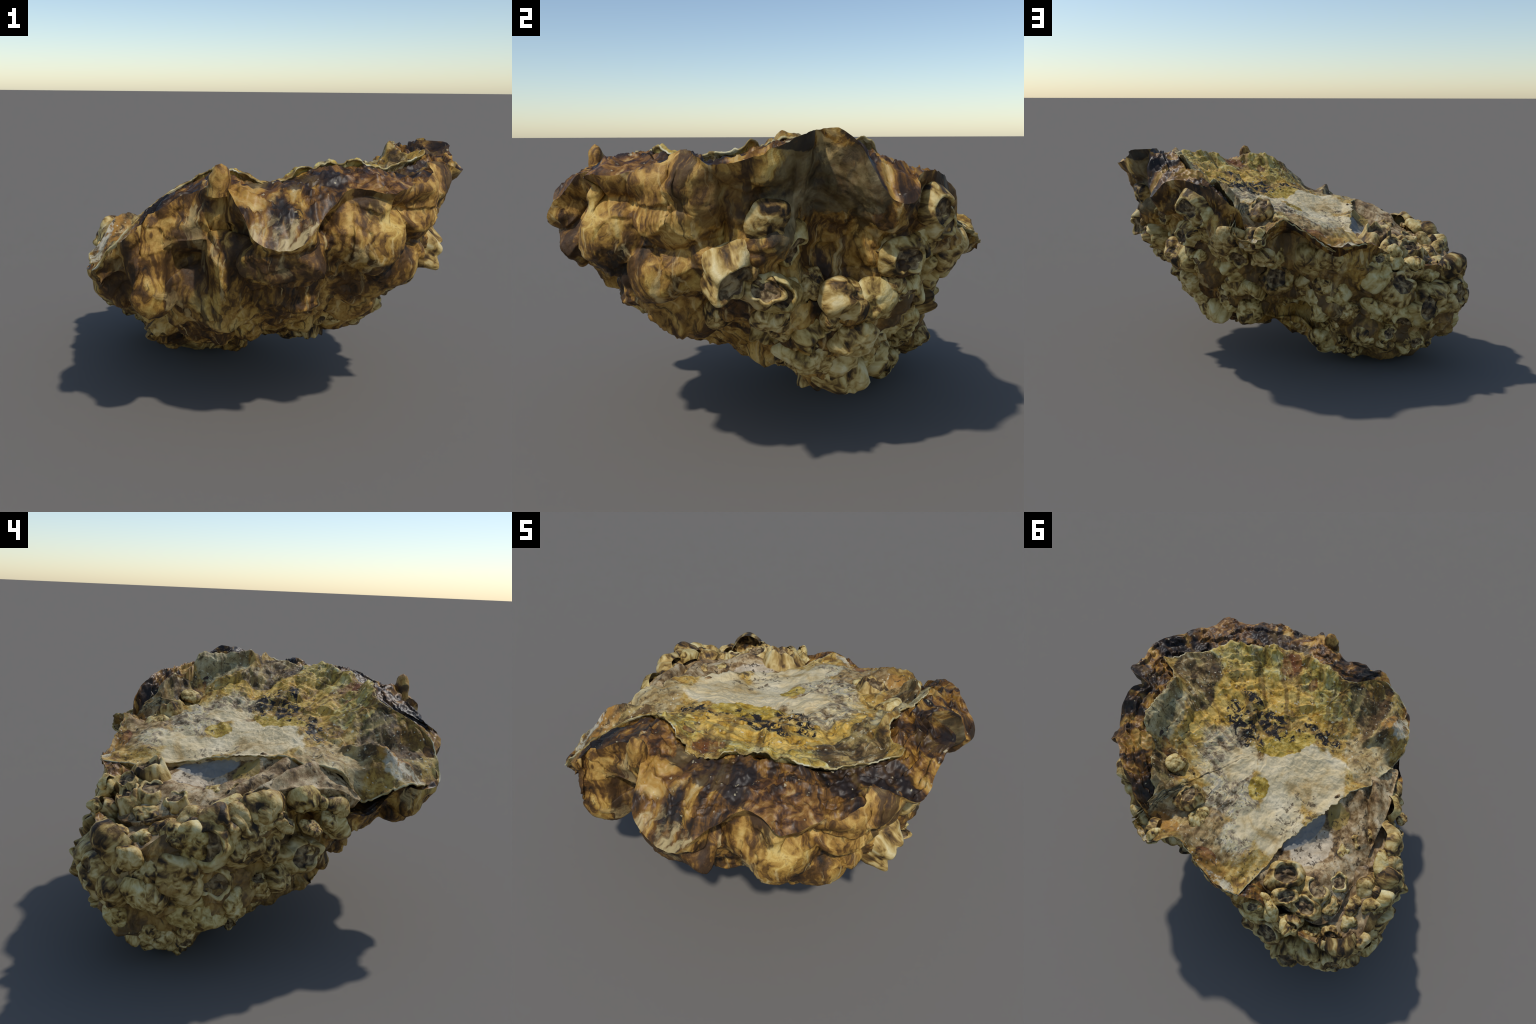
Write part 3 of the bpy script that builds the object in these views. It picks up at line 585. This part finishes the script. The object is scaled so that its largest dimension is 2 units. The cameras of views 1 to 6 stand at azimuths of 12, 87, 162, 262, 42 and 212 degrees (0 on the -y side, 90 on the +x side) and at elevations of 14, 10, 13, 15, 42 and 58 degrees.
BELLY = [(0.73, 0.33, 0.79, 0.039), (-0.43, -0.34, 0.43, 0.043), (-0.45, 0.00, 0.17, 0.060), (-0.22, -0.24, 0.30, 0.055), (-0.05, -0.33, 0.34, 0.048), (0.06, -0.32, 0.37, 0.053), 
        (0.01, -0.59, 0.54, 0.043), (0.13, -0.55, 0.54, 0.048), (0.20, -0.58, 0.61, 0.043), (0.31, -0.55, 0.60, 0.047), (0.28, -0.05, 0.33, 0.068), (0.39, -0.48, 0.60, 0.048), 
        (0.42, 0.08, 0.36, 0.070), (0.60, -0.44, 0.60, 0.058), (0.52, 0.14, 0.32, 0.047), (0.70, -0.50, 0.69, 0.047), (0.82, -0.60, 0.87, 0.053), (0.78, -0.64, 0.84, 0.043), 
        (0.30, -0.73, 0.75, 0.053), (0.38, -0.73, 0.76, 0.044), (0.45, -0.59, 0.77, 0.046), (-0.07, -0.60, 0.54, 0.038), (-0.22, -0.52, 0.47, 0.040), (0.88, -0.12, 0.83, 0.051), 
        (0.89, -0.34, 1.08, 0.056), (0.50, -0.43, 0.63, 0.049), (0.10, -0.62, 0.64, 0.037), (0.66, -0.55, 0.77, 0.055), (-0.41, -0.25, 0.34, 0.044), (0.20, -0.37, 0.45, 0.041)]
base_tree = KDTree(len(flat))
for i, p in enumerate(flat): base_tree.insert(p, i)
base_tree.balance()
crust_spots = []
for group, size in ((HINGE_END, 1.12), (FAR_SIDE, 1.12), (BROAD_END, 1.1)):
    for x, y, z, r in group:
        _, i, _ = base_tree.find((x, y, z))
        crust_spots.append((i, r * size * rng.uniform(1.05, 1.4), rng.random() < 0.72))
wanted = len(crust_spots) + 30
tries = 0
while len(crust_spots) < wanted and tries < 6000:      # more of all sizes in the spaces between
    tries += 1
    i = rng.randrange(int(0.02 * M) * N, int(0.84 * M) * N)
    if rough[i] < 0.8: continue
    a = (i % N) / N * 360
    if 230 < a < 345 and rng.random() < 0.85: continue
    r = rng.uniform(0.03, 0.07)
    p = flat[i]
    if all(np.linalg.norm(p - flat[j]) > 0.62 * (r + q) for j, q, _ in crust_spots):
        crust_spots.append((i, r, rng.random() < 0.6))
mound = np.zeros(len(flat))
for i, r, blunt in crust_spots:
    d = np.linalg.norm(flat - flat[i], axis=1) / (1.5 * r)
    mound = np.maximum(mound, 0.30 * r * np.clip(1 - d * d, 0, 1))
for x, y, z, r in BELLY:
    dx = flat - (x, y, z)
    d = np.sqrt(dx[:, 0] ** 2 + dx[:, 1] ** 2 + (dx[:, 2] * 1.3) ** 2) / (1.3 * r)
    mound = np.maximum(mound, 0.62 * r * np.clip(1 - d * d, 0, 1) ** 0.6)
out += mound * edge_fade
wall = flat + nf * out[:, None]
wall[:, 2] -= wall[:, 2].min()

faces = ring_faces(M, N)
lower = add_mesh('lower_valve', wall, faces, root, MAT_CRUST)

# ------------------------------------------------------------------ upper valve
def lid_sheet(name, edge, points, hub, n, k, thick, detail, material, lam=0.0005, parent=None, margin=None):
    ang = np.arange(n) * 2 * np.pi / n
    ec = closed_curve(edge)
    r, z = by_azimuth(ec, hub, ang)
    field = HeightField([tuple(p) for p in ec[::8]] + list(points), lam)
    q = np.linspace(0, 1, k) ** 0.85
    xy = np.stack([hub[0] + q[:, None] * r * np.cos(ang), hub[1] + q[:, None] * r * np.sin(ang)], -1)
    zz = field(xy.reshape(-1, 2)).reshape(k, n)
    blend = smoothstep(0.9, 1.0, q)[:, None]
    zz = zz * (1 - blend) + blend * z
    P = np.concatenate([xy, zz[..., None]], -1)
    P = detail(P, q, ang, r)
    bottom = P.copy()
    bottom[..., 2] -= thick * (1 - smoothstep(0.93, 1.0, q))[:, None] + 0.006
    V = np.concatenate([P.reshape(-1, 3), bottom[::-1].reshape(-1, 3)])
    ob = add_mesh(name, V, ring_faces(2 * k, n, flip=True), parent or root, material)
    if margin:
        ob.data.materials.append(margin)
        first, last = int(np.searchsorted(q, 0.991)), 2 * k - 1
        ob.data.polygons.foreach_set('material_index', [1 if first <= i // n < k + 2 else 0 for i in range(len(ob.data.polygons))])
    return ob, field

def lid_detail(P, q, ang, r):
    f = P.reshape(-1, 3)
    qq = np.repeat(q, len(ang))
    hinge = np.array([-0.40, 0.38])
    big = fbm(f * [1, 1, 0.3], 5, 4, 2.0)
    d = np.linalg.norm(f[:, :2] - hinge, axis=1)
    az = np.arctan2(f[:, 1] - hinge[1], f[:, 0] - hinge[0])
    # growth terraces round the hinge, the newest ones strongest
    step = np.mod(d * 11 + 0.9 * big, 1.0)
    terrace = (step ** 2) * smoothstep(0, 0.1, 1 - step)
    f[:, 2] += 0.020 * terrace * smoothstep(0.32, 0.6, d) * (0.5 + 0.5 * fbm(f, 4, 2, 9.0))
    # low radial folds towards the frill
    f[:, 2] += 0.022 * np.sin(az * 17 + 3.0 * big) * smoothstep(0.55, 1.0, d) * (1 - 0.5 * smoothstep(0.95, 1, qq))
    f[:, 2] -= 0.028 * smoothstep(0.25, 0.6, qq) * (1 - smoothstep(0.86, 0.98, qq))
    f[:, 2] += 0.014 * big + 0.006 * fbm(f, 20, 4, 5.0)
    # blistered patches between the chalky centre and the far edge
    blister = np.clip(0.7 - cells(f * [1, 1, 0.4], 9.0, 5.0), 0, 1)
    f[:, 2] += 0.035 * blister * (1 - smoothstep(0.6, 1.2, np.linalg.norm((f[:, :2] - [0.15, 0.36]) / [0.36, 0.26], axis=1)))
    # raised flakes
    for (x0, y0), (x1, y1), h, w in (((0.545, -0.05), (0.52, 0.19), 0.035, 0.05), ((-0.50, -0.50), (-0.42, -0.36), 0.05, 0.05),
                                     ((0.66, -0.05), (0.64, 0.24), 0.03, 0.06), ((-0.30, -0.33), (-0.12, -0.20), 0.012, 0.04),
                                     ((0.55, 0.45), (0.44, 0.52), 0.05, 0.05)):
        a0, a1 = np.array((x0, y0)), np.array((x1, y1)); ax = a1 - a0
        t = np.clip(((f[:, :2] - a0) @ ax) / (ax @ ax), 0, 1)[:, None]
        v = f[:, :2] - (a0 + t * ax)
        side = (v @ np.array([-ax[1], ax[0]])) / np.linalg.norm(ax)
        dist = np.linalg.norm(v, axis=1)
        f[:, 2] += h * np.exp(-(dist / w) ** 2) * smoothstep(0.012, -0.012, side + 0.01 * big)
    # ragged margin
    rag = fbm(np.stack([np.cos(ang), np.sin(ang), np.zeros_like(ang)], -1), 14, 4, 2.5)
    P = f.reshape(P.shape)
    m = smoothstep(0.85, 1.0, q)[:, None] * 0.016 * rag
    P[..., 0] += m * np.cos(ang); P[..., 1] += m * np.sin(ang)
    return P
LID_HUB = (0.08, 0.0)
lid, lid_field = lid_sheet('upper_valve', LID_EDGE, LID_POINTS, LID_HUB, 900, 150, 0.035, lid_detail, MAT_LID, margin=MAT_MARGIN)

# ------------------------------------------------------------------ inner face of the cup rim
K = 90
LIP_BEND = np.interp(ANG, np.radians([0, 100, 130, 225, 250, 360]), [3.2, 2.2, 1.2, 1.2, 3.2, 3.2])
gap_r, gap_z = by_azimuth(closed_curve(GAP_LINE), HUB, ANG)
lip = np.empty((K, N, 3))
top = wall.reshape(M, N, 3)[-1]
g = np.stack([HUB[0] + gap_r * COS, HUB[1] + gap_r * SIN, gap_z], -1)
for i, q in enumerate(np.linspace(0, 1, K - 6)):
    lip[i, :, :2] = top[:, :2] * (1 - q) + g[:, :2] * q
    lip[i, :, 2] = g[:, 2] + (top[:, 2] - g[:, 2]) * (1 - q) ** LIP_BEND
for i in range(6):
    q = (i + 1) / 6
    lip[K - 6 + i] = g * (1 - q) + np.array([-0.15, 0.15, 0.55]) * q
lipf = lip.reshape(-1, 3)
qf = np.repeat(np.clip(np.arange(K) / (K - 7), 0, 1), N)
lip_big = fbm(lipf, 6, 4, 4.0)
# thin older frills stacked behind the margin
shelf = np.mod(qf * 2.4 + 0.9 * lip_big + 0.10 * np.sin(np.tile(ANG, K) * 19), 1.0)
shelf = shelf ** 2 * smoothstep(0, 0.10, 1 - shelf)
lipf[:, 2] += smoothstep(0, 0.12, qf) * (0.034 * shelf * np.tile(np.interp(ANG, np.radians([0, 100, 130, 225, 250, 360]), [1, .6, .15, .15, .5, 1]), K) + 0.016 * lip_big + 0.008 * fbm(lipf, 22, 3, 8.0))
# it always runs beneath the lid
lid_ang = np.arctan2(lipf[:, 1] - LID_HUB[1], lipf[:, 0] - LID_HUB[0]) % (2 * np.pi)
lid_len = np.hypot(lipf[:, 0] - LID_HUB[0], lipf[:, 1] - LID_HUB[1])
edge_r, edge_z = by_azimuth(closed_curve(LID_EDGE), LID_HUB, np.sort(lid_ang))
order = np.argsort(lid_ang)
er = np.empty(len(lipf)); er[order] = edge_r
rel = lid_len / er
ceiling = lid_field(lipf[:, :2]) - 0.022 - 0.05 * smoothstep(1.0, 0.85, rel)
lipf[:, 2] = np.where((rel < 1.0) & (qf > 0.02), np.minimum(lipf[:, 2], ceiling), lipf[:, 2])
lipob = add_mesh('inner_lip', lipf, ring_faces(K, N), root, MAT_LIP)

def plate_detail(P, q, ang, r):
    f = P.reshape(-1, 3)
    f[:, 2] += 0.012 * fbm(f, 10, 4, 8.0)
    for x0, y0, x1, y1, h, w in ((-0.50, -0.04, -0.66, 0.20, 0.035, 0.030), (-0.56, -0.16, -0.70, 0.10, 0.030, 0.028), (-0.54, -0.10, -0.69, 0.16, -0.035, 0.016),
                                 (-0.43, 0.06, -0.58, 0.24, 0.025, 0.03)):
        a0, ax = np.array((x0, y0)), np.array((x1 - x0, y1 - y0))
        t = np.clip(((f[:, :2] - a0) @ ax) / (ax @ ax), 0, 1)[:, None]
        d = np.linalg.norm(f[:, :2] - a0 - t * ax, axis=1) + 0.010 * fbm(f, 9, 2, 1.0)
        f[:, 2] += h * np.exp(-(d / w) ** 2)
    return f.reshape(P.shape)
plate, plate_field = lid_sheet('hinge_plate', PLATE_EDGE, PLATE_POINTS, (-0.50, 0.28), 420, 70, 0.06, plate_detail, MAT_PLATE)

# ------------------------------------------------------------------ barnacles
def barnacle_mesh(seed, blunt):
    r = random.Random(seed)
    SEG = 48
    # (radius, height, share of plate relief) from the buried foot over the lip into the mouth
    prof = [(0.85, -0.70, 0), (1.12, -0.20, .4), (1.04, 0.08, 1), (0.93, 0.26, 1), (0.84, 0.42, 1), (0.77, 0.54, 1), (0.71, 0.615, .9), (0.655, 0.635, .8),
            (0.61, 0.60, .8), (0.58, 0.53, .7), (0.55, 0.45, .6), (0.50, 0.405, .5), (0.38, 0.43, .4), (0.22, 0.50, .2), (0.10, 0.545, .1)]
    mouth_from = 9
    if blunt:
        prof = [(0.85, -0.70, 0), (1.12, -0.20, .4), (1.08, 0.08, .8), (0.97, 0.26, .8), (0.84, 0.41, .8), (0.68, 0.52, .7), (0.52, 0.585, .5), (0.42, 0.60, .4),
                (0.35, 0.59, .3), (0.30, 0.565, .3), (0.25, 0.545, .3), (0.20, 0.54, .2), (0.14, 0.545, .1), (0.08, 0.55, .1), (0.04, 0.55, 0)]
    plates = r.choice((4, 5, 5, 6)); ph = r.uniform(0, 6.28)
    tilt, tdir = r.uniform(0.10, 0.42), r.uniform(0, 6.28)
    oval, odir = r.uniform(0.05, 0.28), r.uniform(0, 6.28)
    sx, sy = r.uniform(-.18, .18), r.uniform(-.18, .18)
    off = r.uniform(0, 50)
    V = []
    for i, (pr, pz, rel) in enumerate(prof):
        for j in range(SEG):
            a = 2 * math.pi * j / SEG
            corner = abs(math.cos(plates * 0.5 * (a + ph)))              # 1 on the plate ribs, 0 in the seams
            k = 1 + 0.16 * rel * (corner ** 1.4 - 0.55) + oval * math.cos(2 * (a - odir))
            k += 0.16 * mnoise.noise(Vector((math.cos(a) * 1.1 + off, math.sin(a) * 1.1, pz * 0.9)))
            x, y = pr * k * math.cos(a), pr * k * math.sin(a)
            z = pz + tilt * pr * math.cos(a - tdir) * min(1, max(0, (pz + 0.1) / 0.6))
            if 4 <= i <= 9:
                z += (0.18 if not blunt else 0.06) * (corner - 0.5) * (1 - abs(i - 7) / 5) + 0.14 * mnoise.noise(Vector((math.cos(a) * 1.3 + off, math.sin(a) * 1.3, 1)))
            if i >= mouth_from + 2 and not blunt:                        # two valves closing in a slit
                u = x * math.sin(odir) - y * math.cos(odir)
                z += -0.13 * math.exp(-u * u / 0.005) + 0.05 * corner * pr
            lean = max(0, pz + 0.1)
            nv = 1.5 * mnoise.noise(Vector((x * 1.1 + off, y * 1.1, z * 1.1))) + 0.2 * mnoise.noise(Vector((x * 3.4, y * 3.4 + off, z * 3.4)))
            V.append((x * (1 + 0.10 * nv) + sx * lean, y * (1 + 0.10 * nv) + sy * lean, z + 0.10 * nv * min(1, lean * 2)))
    V.append((sx * 0.6, sy * 0.6, prof[-1][1] + 0.01))
    rings = len(prof)
    F = ring_faces(rings, SEG)
    c = len(V) - 1; b = (rings - 1) * SEG
    F += [(b + j, b + (j + 1) % SEG, c) for j in range(SEG)]
    me = bpy.data.meshes.new('barnacle')
    me.from_pydata(V, [], F); me.update()
    me.materials.append(MAT_BARNACLE); me.materials.append(MAT_MOUTH)
    for p in me.polygons:
        p.use_smooth = True
        p.material_index = 1 if (not blunt and p.vertices[0] // SEG >= mouth_from) else 0
    return me
OPEN = [barnacle_mesh(100 + i, False) for i in range(12)]
BLUNT = [barnacle_mesh(200 + i, True) for i in range(9)]

def place_barnacle(pos, normal, radius, parent, blunt=False, tall=1.0):
    ob = bpy.data.objects.new('barnacle', rng.choice(BLUNT if blunt else OPEN))
    bpy.context.scene.collection.objects.link(ob)
    q = Vector(normal).normalized().to_track_quat('Z', 'Y')
    spin = Matrix.Rotation(rng.uniform(0, 6.28), 4, 'Z')
    h = radius * rng.uniform(0.75, 1.25) * tall
    ob.matrix_world = Matrix.Translation(Vector(pos)) @ q.to_matrix().to_4x4() @ spin @ Matrix.Diagonal((radius * rng.uniform(.92, 1.08), radius, h, 1))
    ob.parent = parent
    return ob

broad = np.stack([blur for blur in (nf[:, 0], nf[:, 1], nf[:, 2])], -1)
for i, r, blunt in crust_spots:
    r = min(r, 0.095)
    if wall[i][1] < -0.28 and wall[i][0] > 0.1: continue
    if np.linalg.norm(wall[i] - (0.06, 0.50, 0.28)) < 0.13: continue
    if wall[i][2] > 0.56 and wall[i][1] > 0.66 and wall[i][0] < -0.40: r *= 0.65
    if i // N > 0.87 * M and 40 < (i % N) / N * 360 < 110: r *= 0.7
    if wall[i][2] - 0.75 * r < 0.0: continue
    nrm_i = Vector(broad[i]); nrm_i.x += rng.uniform(-.2, .2); nrm_i.y += rng.uniform(-.2, .2); nrm_i.z += rng.uniform(-.2, .2)
    place_barnacle(wall[i] - 0.28 * r * broad[i], nrm_i, r, lower, blunt)
# swollen, half closed barnacles sitting on the hinge rim: (x, y, z, radius)
for x, y, z, r in ((-0.77, -0.12, .64, .04), (-0.785, 0.0, .67, .045), (-0.81, .10, .70, .055), (-0.83, .24, .71, .075), (-0.80, .37, .665, .075),
                   (-0.78, .50, .62, .06), (-0.78, .60, .57, .06), (-0.36, .765, .69, .06), (-0.49, .77, .62, .07), (-0.62, .755, .58, .055),
                   (-0.72, .70, .58, .055), (-0.69, -0.22, .66, .045), (-0.29, .785, .68, .045)):
    outward = Vector((x + 0.35, y - 0.25, 0)).normalized()
    x, y, z, z - 0.09, r * 0.95
    place_barnacle((x, y, z), outward * 0.75 + Vector((rng.uniform(-.2, .2), rng.uniform(-.2, .2), 0.6)), r, lower, rng.random() < 0.6, 0.8)
for x, y, z, r, tilt, tall in ((-0.365, 0.576, 0.735, 0.100, (-.25, .15, 1), 1.05), (-0.535, 0.555, 0.715, 0.085, (-.3, .1, 1), 1.05), (-0.625, 0.455, 0.705, 0.062, (-.3, .1, 1), 0.9),
                         (-0.640, 0.17, 0.750, 0.058, (-.3, .2, 1), 0.8), (-0.60, 0.29, 0.735, 0.050, (-.4, .2, 1), 0.6), (-0.53, 0.655, 0.68, 0.08, (-.3, .5, 1), 0.9),
                         (-0.42, 0.665, 0.72, 0.065, (-.2, .4, 1), 0.9), (-0.66, 0.57, 0.66, 0.055, (-.5, .3, 1), 0.7), (-0.36, 0.17, 0.79, 0.05, (-.3, 0, 1), 0.5)):
    place_barnacle((x, y, z), tilt, r, plate, r < 0.056, tall)
place_barnacle((0.311, 0.489, 0.935), (0.0, 0.15, 1), 0.080, lid, False, 1.0)
place_barnacle((0.20, 0.56, 0.90), (0.1, 0.25, 1), 0.05, lid, True, 0.7)
place_barnacle((0.47, 0.36, 1.0), (-0.3, 0.1, 1), 0.05, lid, True, 0.7)

# little upright spur on the near rim
KS, KR = 24, 14
V = []
for i in range(KR):
    t = i / (KR - 1)
    w = 0.040 * (1 - 0.25 * t) * math.sqrt(max(0.0, 1 - max(0, (t - 0.55) / 0.45) ** 2)) + 0.0005
    for j in range(KS):
        a = 2 * math.pi * j / KS
        p = Vector((w * 1.25 * math.cos(a) + 0.012 * t, w * math.sin(a) - 0.01 * t, -0.05 + 0.125 * t))
        p += p.normalized() * 0.008 * mnoise.noise(p * 35)
        V.append((p.x + 0.045, p.y - 0.742, p.z + 1.132))
add_mesh('rim_spur', V, ring_faces(KR, KS), lower, MAT_CRUST)
